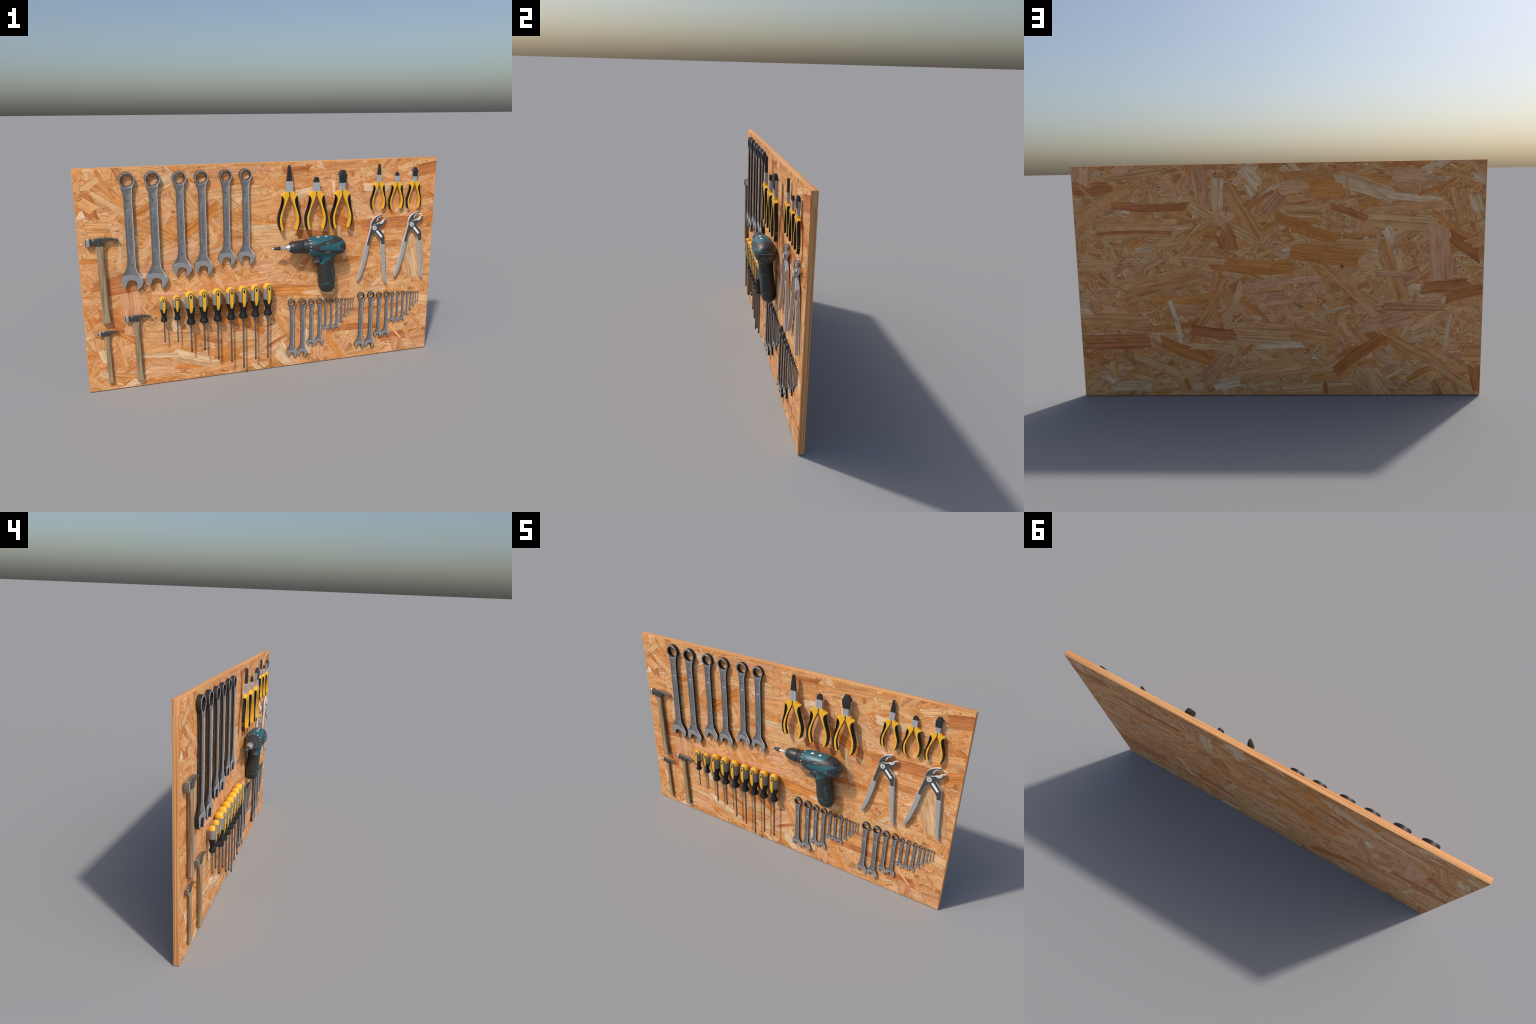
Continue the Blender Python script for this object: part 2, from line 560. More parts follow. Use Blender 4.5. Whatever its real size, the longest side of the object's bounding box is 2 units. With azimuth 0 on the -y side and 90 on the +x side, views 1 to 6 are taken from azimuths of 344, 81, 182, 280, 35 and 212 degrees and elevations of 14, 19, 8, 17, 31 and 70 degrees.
# tone, then one end (x, z), the other end (x, z) and the width, in millimetres
TOP_STRANDS = [
    ('r', 1001, 112, 803, 106, 68), ('t', 994, 259, 703, 126, 77), ('k', 944, -4, 950, 81, 95), ('c', 842, 56, 574, 20, 38),
    ('r', 813, 192, 436, 201, 41), ('t', 886, 306, 510, 311, 104), ('r', 884, 334, 510, 332, 20), ('c', 973, 85, 844, 233, 13),
    ('k', 372, 10, 353, 199, 72), ('w', 285, 61, 286, 228, 65), ('t', 241, 111, 88, 368, 77), ('c', 426, 194, 111, 376, 45),
    ('w', 170, 18, 87, 109, 63), ('w', 141, 112, 111, 167, 34), ('r', 266, 319, 236, 412, 95), ('r', 162, 207, 20, 137, 20),
    ('k', 54, 249, -30, 147, 72), ('c', -33, 223, -200, 235, 63), ('t', -52, 174, -156, 166, 54), ('c', -17, 106, -161, 95, 53),
    ('o', -156, 122, -371, 121, 104), ('t', -40, 62, -371, 37, 41), ('o', -398, 99, -549, 110, 77), ('w', -309, 84, -567, 173, 77),
    ('w', -277, 79, -340, 89, 41), ('w', -523, 159, -794, 188, 33), ('t', -340, 67, -344, 187, 13), ('t', -420, 224, -786, 207, 38),
    ('c', -434, 274, -783, 302, 68), ('r', -263, 213, -434, 274, 34), ('o', -683, 161, -892, 59, 16), ('k', -557, 62, -717, 82, 54),
    ('t', -742, 39, -1007, 105, 24), ('t', -837, 128, -881, 303, 41), ('w', -943, 165, -972, 246, 56), ('w', -927, 72, -1003, 109, 33),
    ('o', -746, 243, -946, 376, 23), ('r', -834, 361, -980, 468, 59), ('t', -920, 403, -1012, 377, 50), ('k', -775, 311, -801, 614, 109),
    ('t', -511, 375, -610, 673, 71), ('w', -529, 321, -565, 385, 54), ('t', -154, 371, -489, 393, 56), ('o', 8, 250, -308, 373, 56),
    ('o', -62, 429, -390, 475, 86), ('t', 95, 446, -135, 370, 24), ('o', 345, 480, -61, 503, 72), ('c', 681, 481, 585, 431, 86),
    ('c', 996, 478, 793, 480, 38), ('c', 474, 460, 261, 477, 36), ('t', 764, 632, 357, 541, 104), ('o', 648, 662, 295, 636, 38),
    ('t', 463, 875, 264, 561, 43), ('c', 276, 780, 177, 585, 45), ('w', 544, 667, 493, 900, 25), ('t', 814, 593, 516, 773, 16),
    ('w', 1001, 697, 935, 707, 100), ('t', 988, 779, 640, 787, 81), ('r', 990, 882, 654, 874, 77), ('k', 62, 667, -58, 654, 86),
    ('k', 154, 609, -211, 566, 42), ('t', -217, 487, -482, 757, 47), ('k', -481, 545, -663, 563, 33), ('k', -400, 818, -648, 767, 77),
    ('c', -658, 834, -861, 731, 56), ('k', -519, 710, -820, 717, 42), ('r', -709, 617, -935, 601, 65), ('r', -819, 674, -1003, 625, 50),
    ('t', -534, 857, -818, 1008, 56), ('o', -279, 1045, -539, 862, 56), ('c', 193, 833, -65, 845, 91), ('t', -56, 845, -251, 875, 63),
    ('w', 114, 907, -120, 898, 36), ('r', 442, 817, 217, 848, 56), ('o', 592, 879, 344, 984, 62), ('c', 735, 967, 500, 1062, 47),
    ('k', 396, 1097, 252, 935, 77), ('t', 251, 1068, -129, 1005, 95), ('t', -7, 956, -241, 996, 34), ('c', 446, 905, 200, 930, 34),
    ('c', -433, 1031, -518, 1164, 118), ('c', -4, 1128, -368, 1104, 65), ('r', -227, 1104, -236, 1165, 25), ('w', 330, 1117, 195, 1093, 54),
    ('w', 841, 1116, 657, 1121, 56), ('t', 847, 981, 848, 1071, 43), ('w', -844, 759, -825, 921, 27), ('t', -908, 946, -1000, 951, 91),
    ('o', -634, 1090, -772, 1018, 27), ('c', -753, 998, -970, 1155, 27), ('r', -970, 1019, -998, 1145, 68),
]


# ------------------------------------------------------- metal and plastics
def steel(name, dark, light, rough=0.38, metal=0.85, scale=60.0, spec=0.5):
    n = Nodes(name)
    v = n.coords((1, 1, 1))
    f = n.noise(v, scale, 4, 0.6)
    c = n.ramp(f, [(0.3, lin(dark)), (0.7, lin(light))])
    r = n.math("ADD", rough - 0.06, n.math("MULTIPLY", f, 0.14))
    return n.finish(c, r, metal, spec, bump=f, strength=0.06, dist=0.0005)


def plastic(name, colour, rough=0.45, spec=0.4, vary=0.08, coat=0.0):
    n = Nodes(name)
    f = n.noise(n.coords((1, 1, 1)), 90, 3, 0.5)
    c = lin(colour)
    lo = tuple(x * (1 - vary) for x in c[:3])
    hi = tuple(min(1, x * (1 + vary)) for x in c[:3])
    return n.finish(n.ramp(f, [(0.3, lo), (0.7, hi)]), rough, 0.0, spec, bump=f, strength=0.05, dist=0.0004, coat=coat)


def wrench_steel():
    """Satin drop-forged steel, a few rust pits on the shank."""
    n = Nodes("forged_steel")
    f = n.noise(n.coords((1, 1, 1)), 55, 4, 0.6)
    c = n.ramp(f, [(0.3, lin("737376")), (0.7, lin("858587"))])
    x, y, z = n.xyz()
    d = n.math("SQRT", n.math("ADD", n.math("POWER", n.math("SUBTRACT", x, 0.0165), 2.0),
                              n.math("MULTIPLY", n.math("POWER", n.math("SUBTRACT", z, -0.285), 2.0), 0.3)))
    pit = n.math("LESS_THAN", n.math("ADD", d, n.math("MULTIPLY", f, 0.004)), 0.0046)
    c = n.mix(pit, c, lin("4f3c30"))
    return n.finish(c, n.math("ADD", 0.36, n.math("MULTIPLY", f, 0.12)), 0.25, 0.5, bump=f, strength=0.05, dist=0.0004)


def handle_wood(name, a, b, c):
    n = Nodes(name)
    v = n.coords((220, 220, 9))
    f = n.noise(v, 1.0, 4, 0.62)
    w = n.noise(n.coords((70, 70, 4)), 1.0, 3, 0.5)
    col = n.ramp(f, [(0.28, lin(a)), (0.5, lin(b)), (0.72, lin(c))])
    dark = n.ramp(w, [(0.30, (0.62, 0.56, 0.5)), (0.48, (1, 1, 1))])
    return n.finish(n.mix(1.0, col, dark, "MULTIPLY"), 0.6, spec=0.25, bump=f, strength=0.3, dist=0.0006)


MAT = {}


def materials():
    M = MAT
    M["steel"] = wrench_steel()
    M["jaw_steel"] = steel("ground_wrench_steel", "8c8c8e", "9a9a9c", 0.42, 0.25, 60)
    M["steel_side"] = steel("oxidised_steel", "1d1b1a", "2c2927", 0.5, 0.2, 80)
    M["steel_bright"] = steel("bright_edge_steel", "d4d4d8", "e6e6ea", 0.25, 0.6, 80)  # also paints the baked highlight on the shank's right edge
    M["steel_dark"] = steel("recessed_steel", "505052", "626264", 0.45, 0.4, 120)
    M["yellow"] = plastic("yellow_plastic", "eab02c", 0.42, 0.35, 0.04)
    M["black"] = plastic("black_rubber", "1c1c1d", 0.6, 0.3, 0.15)
    M["tip_black"] = plastic("blackened_steel", "2a2b2c", 0.5, 0.35, 0.1)
    M["jaw_grey"] = plastic("ground_steel", "a3a3a4", 0.5, 0.3, 0.03)
    M["pump_dark"] = plastic("phosphated_steel", "454546", 0.5, 0.35, 0.06)
    M["pump_light"] = plastic("bare_bright_steel", "c9c6c6", 0.4, 0.4, 0.03)
    M["pump_pad"] = plastic("ground_jaw_steel", "c6c6c6", 0.45, 0.4, 0.03)
    M["slot_white"] = plastic("milled_slot_steel", "eeeeee", 0.5, 0.3, 0.02)
    M["pump_grip"] = plastic("grey_dipped_vinyl", "a0a0a1", 0.45, 0.35, 0.03)
    M["driver_grey"] = plastic("grey_plastic", "85837f", 0.5, 0.35, 0.04)
    M["shaft"] = steel("driver_shaft_steel", "5c5d5f", "6d6e70", 0.42, 0.5, 100)
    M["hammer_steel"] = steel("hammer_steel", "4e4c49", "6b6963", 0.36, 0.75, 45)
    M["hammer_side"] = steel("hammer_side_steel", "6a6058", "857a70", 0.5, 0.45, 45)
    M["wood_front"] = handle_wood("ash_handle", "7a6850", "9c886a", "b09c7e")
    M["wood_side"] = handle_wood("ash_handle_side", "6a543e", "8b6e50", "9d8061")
    M["chuck"] = plastic("chuck_black", "303132", 0.42, 0.45, 0.08)
    M["white"] = plastic("white_print", "e4e4ea", 0.5, 0.3, 0.02)
    M["trigger"] = plastic("trigger_grey", "55535a", 0.45, 0.4, 0.05)
    M["teal_print"] = plastic("pale_teal_print", "9fc4cc", 0.5, 0.3, 0.02)
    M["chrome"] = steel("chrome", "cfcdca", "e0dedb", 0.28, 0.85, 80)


def child(parent, name, me, loc=(0, 0, 0)):
    return link_object(name, me, parent, loc)


# ---------------------------------------------------------------- wrenches
def text_mesh(name, body, size, depth, mat):
    cu = bpy.data.curves.new(name, "FONT")
    cu.body, cu.size, cu.extrude = body, size, depth
    cu.align_x, cu.align_y = "CENTER", "CENTER"
    cu.resolution_u = 2
    tmp = bpy.data.objects.new(name, cu)
    COLL.objects.link(tmp)
    bpy.context.view_layer.update()
    me = bpy.data.meshes.new_from_object(tmp.evaluated_get(bpy.context.evaluated_depsgraph_get()))
    bpy.data.objects.remove(tmp)
    bpy.data.curves.remove(cu)
    me.name = name
    me.materials.clear()
    me.materials.append(mat)
    return me


def wrench_parts():
    """Parts of a full-size combination wrench.  Origin: ring centre on the
    hanging plane; front is -y, shank runs down."""
    M = MAT
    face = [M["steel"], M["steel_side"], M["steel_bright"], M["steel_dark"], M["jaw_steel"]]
    parts = {}

    # ring with a twelve-point socket
    seg, verts, faces, slots = 96, [], [], []
    star = lambda i: 0.0012 * abs(((i * 12 / seg) % 1) * 2 - 1)
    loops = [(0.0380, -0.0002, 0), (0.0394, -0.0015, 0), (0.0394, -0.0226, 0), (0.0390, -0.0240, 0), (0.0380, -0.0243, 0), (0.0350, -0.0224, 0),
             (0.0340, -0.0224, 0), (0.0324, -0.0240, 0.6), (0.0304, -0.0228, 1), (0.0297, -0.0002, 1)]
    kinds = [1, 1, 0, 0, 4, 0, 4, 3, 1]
    for r, y, s in loops:
        for i in range(seg):
            a = 2 * math.pi * i / seg
            rr = r + (star(i) - 0.0006) * s * 1.6
            verts.append((rr * math.sin(a), y, rr * math.cos(a)))
    for k in range(len(loops) - 1):
        for i in range(seg):
            j = (i + 1) % seg
            faces.append([k * seg + i, k * seg + j, (k + 1) * seg + j, (k + 1) * seg + i])
            slots.append(kinds[k])
    last = (len(loops) - 1) * seg
    for i in range(seg):
        j = (i + 1) % seg
        faces.append([last + i, last + j, j, i])
        slots.append(1)
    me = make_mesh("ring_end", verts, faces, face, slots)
    bm = bmesh.new()
    bm.from_mesh(me)
    bmesh.ops.recalc_face_normals(bm, faces=bm.faces)
    bm.to_mesh(me)
    bm.free()
    parts["ring_end"] = smooth_by_angle(me, 38)

    # shank: neck at the ring, straight blade, flare into the jaw
    left = spline([(-0.0300, -0.0230), (-0.0262, -0.0440), (-0.0222, -0.0640), (-0.0204, -0.0950), (-0.0198, -0.16), (-0.0198, -0.30),
                   (-0.0196, -0.38), (-0.0212, -0.418), (-0.0262, -0.444), (-0.0355, -0.4625), (-0.0460, -0.4765), (-0.0515, -0.4880)], 4)
    arc = [(-0.0490, -0.4945), (-0.0300, -0.4965), (0.0, -0.4985), (0.0300, -0.5040), (0.0485, -0.5080)]
    right = spline([(0.0510, -0.5030), (0.0388, -0.4805), (0.0272, -0.4620), (0.0212, -0.442), (0.0203, -0.416), (0.0205, -0.373),
                    (0.0208, -0.30), (0.0208, -0.16), (0.0207, -0.095), (0.0216, -0.0610), (0.0258, -0.0400), (0.0300, -0.0230)], 5)
    def edge_at(curve, z):
        for (x0, z0), (x1, z1) in zip(curve, curve[1:]):
            if min(z0, z1) <= z <= max(z0, z1) and z0 != z1:
                return x0 + (x1 - x0) * (z - z0) / (z1 - z0)
        return min(curve, key=lambda p: abs(p[1] - z))[0]

    # blade face dished to copy the dark-to-bright sheen baked across the shank
    verts, faces, slots = [], [], []
    rows, cols = 70, 17
    ramp01 = lambda a, b, t: max(0.0, min(1.0, (t - a) / (b - a)))
    ease = lambda t: t * t * (3 - 2 * t)
    for k in range(rows + 1):
        t = k / rows
        z0 = -0.0240 + (-0.5010 + 0.0240) * t
        dip = 0.0068 * ease(ramp01(0.0, 0.09, t)) * ease(ramp01(1.0, 0.955, t))
        top, end = 1 - ease(ramp01(0.0, 0.12, t)), ease(ramp01(0.93, 1.0, t))
        xl, xr = edge_at(left, z0 + 0.006 * end), edge_at(right, z0 - 0.006 * end)
        ring = []
        for c in range(cols):
            u = c / (cols - 1) * 2 - 1
            x = (xl + xr) / 2 + (xr - xl) / 2 * u * 0.955
            z = z0 - 0.0135 * (1 - u * u) * top - 0.0055 * u * end
            ring.append((x, -0.0240 + dip * (1 - u * u), z))
        x0, x1 = ring[0][2], ring[-1][2]
        low = z0 - 0.0150 * top
        ring = [(xl, -0.0115, min(x0, low)), (xl, -0.0232, x0)] + ring + [(xr, -0.0232, x1), (xr, -0.0115, min(x1, low))]
        verts += ring
    m = cols + 4
    for k in range(rows):
        for c in range(m):
            d = (c + 1) % m
            faces.append([k * m + c, (k + 1) * m + c, (k + 1) * m + d, k * m + d])
            slots.append(1 if c in (0, m - 2, m - 1) else 2 if c in (m - 4, m - 3) else 0)  # bright right edge copies the baked highlight in colour
    faces += [list(range(m)), [rows * m + c for c in reversed(range(m))]]
    slots += [1, 1]
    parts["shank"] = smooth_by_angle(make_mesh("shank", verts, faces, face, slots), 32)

    # open jaw, its gap turned fifteen degrees
    jaw = spline([(-0.0490, -0.4890), (-0.0535, -0.4975), (-0.0540, -0.5183), (-0.0491, -0.5363), (-0.0398, -0.5493)], 5)
    jaw += [(-0.0348, -0.5380), (-0.0262, -0.5130)]
    jaw += spline([(-0.0240, -0.5098), (-0.0174, -0.5066), (-0.0029, -0.5056), (0.0114, -0.5101), (0.0205, -0.5190), (0.0229, -0.5277)], 4)
    jaw += [(0.0172, -0.5600)]
    jaw += spline([(0.0190, -0.5622), (0.0339, -0.5531), (0.0474, -0.5367), (0.0537, -0.5174), (0.0515, -0.5050)], 5)
    jaw += spline([(0.0470, -0.5055), (0.0360, -0.4975), (0.0170, -0.4850), (-0.0080, -0.4790), (-0.0330, -0.4825), (-0.0440, -0.4870)], 4)
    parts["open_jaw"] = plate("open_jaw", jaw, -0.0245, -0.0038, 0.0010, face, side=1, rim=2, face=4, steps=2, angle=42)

    # long raised name panel with worn lettering
    panel = [(-0.0108, -0.1455), (0.0090, -0.1455), (0.0104, -0.1470), (0.0104, -0.3720), (0.0090, -0.3735), (-0.0108, -0.3735), (-0.0122, -0.3720), (-0.0122, -0.1470)]
    parts["name_panel"] = plate("name_panel", panel, -0.0202, -0.0165, 0.0014, face, rim=4, face=0, side=0)
    # letter strokes: too worn to read, so only their rhythm is kept
    rng, verts, faces = random.Random(5), [], []

    def stroke(x0, x1, z0, z1):
        b = len(verts)
        for y in (-0.0200, -0.0207):
            verts.extend([(x0, y, z0), (x1, y, z0), (x1, y, z1), (x0, y, z1)])
        faces.extend([[b + 4, b + 5, b + 6, b + 7], [b, b + 4, b + 7, b + 3], [b + 1, b + 2, b + 6, b + 5], [b, b + 1, b + 5, b + 4], [b + 2, b + 3, b + 7, b + 6]])
    z = -0.182
    while z > -0.352:
        if -0.222 < z < -0.207 or -0.340 < z < -0.328:
            z -= 0.004
            continue
        h = rng.uniform(0.0066, 0.0085)
        stroke(-0.0050, -0.0036, z - h, z) if rng.random() < 0.7 else None
        stroke(0.0052, 0.0066, z - h, z) if rng.random() < 0.8 else None
        stroke(-0.0050, 0.0066, z - 0.0016, z)
        if rng.random() < 0.5:
            stroke(-0.0050, 0.0066, z - h, z - h + 0.0016)
        z -= h + 0.0030
    parts["raised_lettering"] = make_mesh("raised_lettering", verts, faces, [M["steel_dark"]])
    number = text_mesh("size_number", "19", 0.0165, 0.0005, M["steel_dark"])
    for name, zc, turn in (("size_number", -0.101, math.pi), ("size_number_jaw", -0.4285, math.pi / 2)):
        me = number.copy()
        me.transform(Matrix.Translation((-0.0005, -0.0181, zc)) @ Matrix.Rotation(turn, 4, "Y") @ Matrix.Rotation(math.pi / 2, 4, "X"))
        parts[name] = me
    return parts


def build_wrenches():
    parts = wrench_parts()

    def hang(x, ztop, s):
        o = thing("combination_wrench", "satin grey forged steel combination wrench with ring and open jaw", "wrench", (x, HANG_Y, ztop - 0.0388 * s))
        o.scale = (s, s, s)
        for name, me in parts.items():
            c = child(o, name.replace("size_number_jaw", "size_number"), me)
            if "lettering" in name:
                c["kind"] = "stuff"

    for x, top, s in ((-0.7462, 1.1425, 1.0), (-0.6212, 1.1425, 1.0), (-0.4882, 1.1388, 0.909),
                      (-0.3750, 1.1380, 0.909), (-0.2478, 1.1390, 0.847), (-0.1422, 1.1388, 0.847)):
        hang(x, top, s)
    # two graded sets of twelve
    sizes = (0.580, 0.580, 0.473, 0.473, 0.320, 0.319, 0.318, 0.253, 0.196, 0.157, 0.127, 0.1135)
    across = (0.0, 0.0640, 0.1173, 0.1680, 0.2069, 0.2419, 0.2772, 0.3063, 0.3296, 0.3490, 0.3652, 0.3797)
    tops = (0.4018, 0.4000, 0.3910, 0.3915, 0.3830, 0.3820, 0.3815, 0.3785, 0.3750, 0.3727, 0.3710, 0.3700)
    for start in (0.1207, 0.5485):
        for dx, top, s in zip(across, tops, sizes):
            hang(start + dx, top, s)


# ----------------------------------------------------------------- hammers
def build_hammers():
    M = MAT
    head = [M["hammer_steel"], M["hammer_side"], M["chrome"]]

    def loft_x(name, stations, mats, slots, power=2.6, seg=32):
        """Rounded-square sections (x, zc, rz, ry) strung along x."""
        verts, faces, idx = [], [], []
        for x, zc, rz, ry in stations:
            for i in range(seg):
                a = 2 * math.pi * i / seg
                c, s = math.cos(a), math.sin(a)
                verts.append((x, -0.0147 + ry * math.copysign(abs(c) ** (2 / power), c), zc + rz * math.copysign(abs(s) ** (2 / power), s)))
        for k in range(len(stations) - 1):
            for i in range(seg):
                j = (i + 1) % seg
                faces.append([k * seg + j, k * seg + i, (k + 1) * seg + i, (k + 1) * seg + j])
                idx.append(slots[k])
        faces.append(list(range(seg)))
        idx.append(slots[0])
        faces.append([(len(stations) - 1) * seg + i for i in reversed(range(seg))])
        idx.append(slots[-1])
        return smooth_by_angle(make_mesh(name, verts, faces, mats, idx), 40)

    parts = {
        "striking_face": loft_x("striking_face", [(-0.0788, 0.0060, 0.0185, 0.0098), (-0.0772, 0.0060, 0.0212, 0.0118), (-0.0740, 0.0060, 0.0217, 0.0122),
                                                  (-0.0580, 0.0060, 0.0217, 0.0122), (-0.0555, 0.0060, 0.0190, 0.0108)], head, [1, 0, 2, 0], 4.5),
        "neck": loft_x("neck", [(-0.0560, 0.0062, 0.0180, 0.0100), (-0.0490, 0.0064, 0.0136, 0.0078), (-0.0410, 0.0064, 0.0138, 0.0082), (-0.0320, 0.0060, 0.0185, 0.0105)], head, [0, 0, 0]),
    }
    cheek = spline([(-0.0385, 0.0200), (-0.0337, 0.0240), (-0.0050, 0.0257), (0.0290, 0.0256), (0.0564, 0.0208), (0.0754, 0.0150), (0.0822, 0.0110)], 4)
    cheek += [(0.0812, 0.0080)]
    cheek += spline([(0.0790, 0.0084), (0.0352, 0.0118), (0.0240, 0.0090), (0.0152, 0.0018), (0.0106, -0.0051), (0.0095, -0.0135)], 4)
    cheek += spline([(0.0060, -0.0165), (-0.0082, -0.0192), (-0.0250, -0.0165), (-0.0330, -0.0115)], 4)
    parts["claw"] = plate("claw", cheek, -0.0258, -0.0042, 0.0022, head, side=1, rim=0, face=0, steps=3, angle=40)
    grip = spline([(-0.0300, -0.0100), (-0.0300, -0.0250), (-0.0285, -0.0574), (-0.0266, -0.0869), (-0.0262, -0.1236), (-0.0262, -0.18), (-0.0240, -0.2700),
                   (-0.0226, -0.3443), (-0.0250, -0.4004), (-0.0256, -0.4155)], 4)
    grip += spline([(-0.0236, -0.4225), (-0.0150, -0.4250), (0.0080, -0.4225), (0.0160, -0.4200), (0.0188, -0.4130)], 3)
    grip += spline([(0.0188, -0.4100), (0.0142, -0.3671), (0.0124, -0.3013), (0.0115, -0.2271), (0.0102, -0.1720), (0.0080, -0.1265), (0.0070, -0.0896),
                    (0.0074, -0.0456), (0.0086, -0.0250), (0.0088, -0.0100)], 4)
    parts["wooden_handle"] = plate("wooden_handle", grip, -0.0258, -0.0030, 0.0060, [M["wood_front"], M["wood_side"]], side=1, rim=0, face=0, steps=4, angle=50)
    for x, z, s in ((-0.8845, 0.7990, 1.0), (-0.7310, 0.3835, 0.82), (-0.8835, 0.3170, 0.645)):
        o = thing("claw_hammer", "steel claw hammer with worn pale wooden handle", "hammer", (x, HANG_Y, z))
        o.scale = (s, s, s)
        for name, me in parts.items():
            child(o, name, me)


# ------------------------------------------------------------ screwdrivers
def build_screwdrivers():
    M = MAT
    dome = [(0.0015 + 0.0249 * math.sin(t), -0.0275 * (1 - math.cos(t)), 0) for t in [i / 10 * math.pi / 2 for i in range(11)]]
    dome[-1] = (0.0264, -0.0275, 1)
    body = dome + [(0.0267, -0.0290, 1), (0.0267, -0.0885, 2), (0.0262, -0.0905, 2), (0.0240, -0.1020, 2), (0.0210, -0.1150, 2), (0.0172, -0.1320, 2),
                   (0.0156, -0.1440, 2), (0.0160, -0.1520, 2), (0.0190, -0.1610, 2), (0.0228, -0.1690, 2), (0.0239, -0.1735, 2), (0.0230, -0.1775, 2),
                   (0.0205, -0.1815, 3), (0.0190, -0.1840, 3), (0.0110, -0.1890, 3), (0.0060, -0.1905, 3)]
    handle = lathe("driver_handle", body, [M["yellow"], M["driver_grey"], M["black"], M["driver_grey"]], 48, angle=30)

    def tongue(half, top, straight, bottom, tip):
        """Outline: round head, parallel sides, narrow foot."""
        pts = [(half * math.cos(a), top - half + half * math.sin(a)) for a in [math.pi * i / 12 for i in range(13)]]
        return pts + [(-half, straight), (-tip, bottom + tip * 0.6), (-tip * 0.5, bottom), (tip * 0.5, bottom), (tip, bottom + tip * 0.6), (half, straight)]

    def bent_plate(name, outline, front, back, mats, follow=True):
        me = plate(name, outline, front, back, 0.0006, mats, side=0)
        bm = bmesh.new()
        bm.from_mesh(me)
        bmesh.ops.bisect_plane(bm, geom=bm.verts[:] + bm.edges[:] + bm.faces[:], plane_co=(0, 0, -0.0885), plane_no=(0, 0, 1))
        bm.to_mesh(me)
        bm.free()
        for v in me.vertices:            # the foot follows the waist inwards
            if follow and v.co.z < -0.0885:
                v.co.y += (-0.0885 - v.co.z) * 0.22
        me.update()
        return me

    surround = bent_plate("strip_surround", tongue(0.0146, -0.0055, -0.060, -0.0885, 0.0140), -0.0257, -0.0180, [M["driver_grey"]])
    dark_border = bent_plate("strip_border", tongue(0.0122, -0.0080, -0.088, -0.0905, 0.0110), -0.0263, -0.0185, [M["black"]])  # black plate behind the strip draws its dark border
    strip = bent_plate("colour_strip", tongue(0.0096, -0.0108, -0.0895, -0.1160, 0.0055), -0.0286, -0.0190, [M["yellow"]])
    slot = plate("slot_plate", [(0.0042 * math.cos(a), (-0.0215 if i <= 8 else -0.0318) + 0.0042 * math.sin(a)) for i, a in
                                  [(i, 2 * math.pi * i / 16) for i in range(17)]], -0.0290, -0.0280, 0.0002, [M["black"]])  # black plate on the strip stands in for a slot
    black_disc = lathe("end_disc", [(0.0016, 0.0, 0), (0.0016, 0.0009, 0)], [M["black"]], 12)  # raised black disc on the dome, standing in for a hole
    shaft = lathe("shaft", [(0.0047, 0.0, 0), (0.0047, -1.0, 0)], [M["shaft"]], 20)
    tip = lathe("driver_tip", [(0.0047, 0.0, 0), (0.0050, -0.0010, 0), (0.0050, -0.0075, 0), (0.0036, -0.0105, 0), (0.0012, -0.0150, 0)], [M["tip_black"]], 20, angle=30)
    drivers = ((-0.5984, 0.4985, 0.2440, 0.742), (-0.5290, 0.4998, 0.2390, 0.742), (-0.4574, 0.5150, 0.1697, 1.0), (-0.3862, 0.5160, 0.1706, 1.0),
               (-0.3117, 0.5168, 0.1079, 1.0), (-0.2378, 0.5168, 0.0808, 1.0), (-0.1692, 0.5181, 0.0381, 1.0), (-0.1004, 0.5194, 0.0786, 1.0), (-0.0292, 0.5200, 0.0776, 1.0))
    for x, top, bottom, s in drivers:
        o = thing("screwdriver", "cross-head screwdriver with yellow grey and black handle", "screwdriver", (x, 0.0128, top))
        o.scale = (s, s, s)
        for name, me in (("driver_handle", handle), ("strip_surround", surround), ("strip_border", dark_border), ("colour_strip", strip), ("slot_plate", slot), ("end_disc", black_disc)):
            child(o, name, me)
        length = (top - bottom) / s - 0.189
        sh = child(o, "shaft", shaft, (0, 0, -0.189))
        sh.scale = (1, 1, length - 0.013)
        child(o, "driver_tip", tip, (0, 0, -0.189 - length + 0.0148))


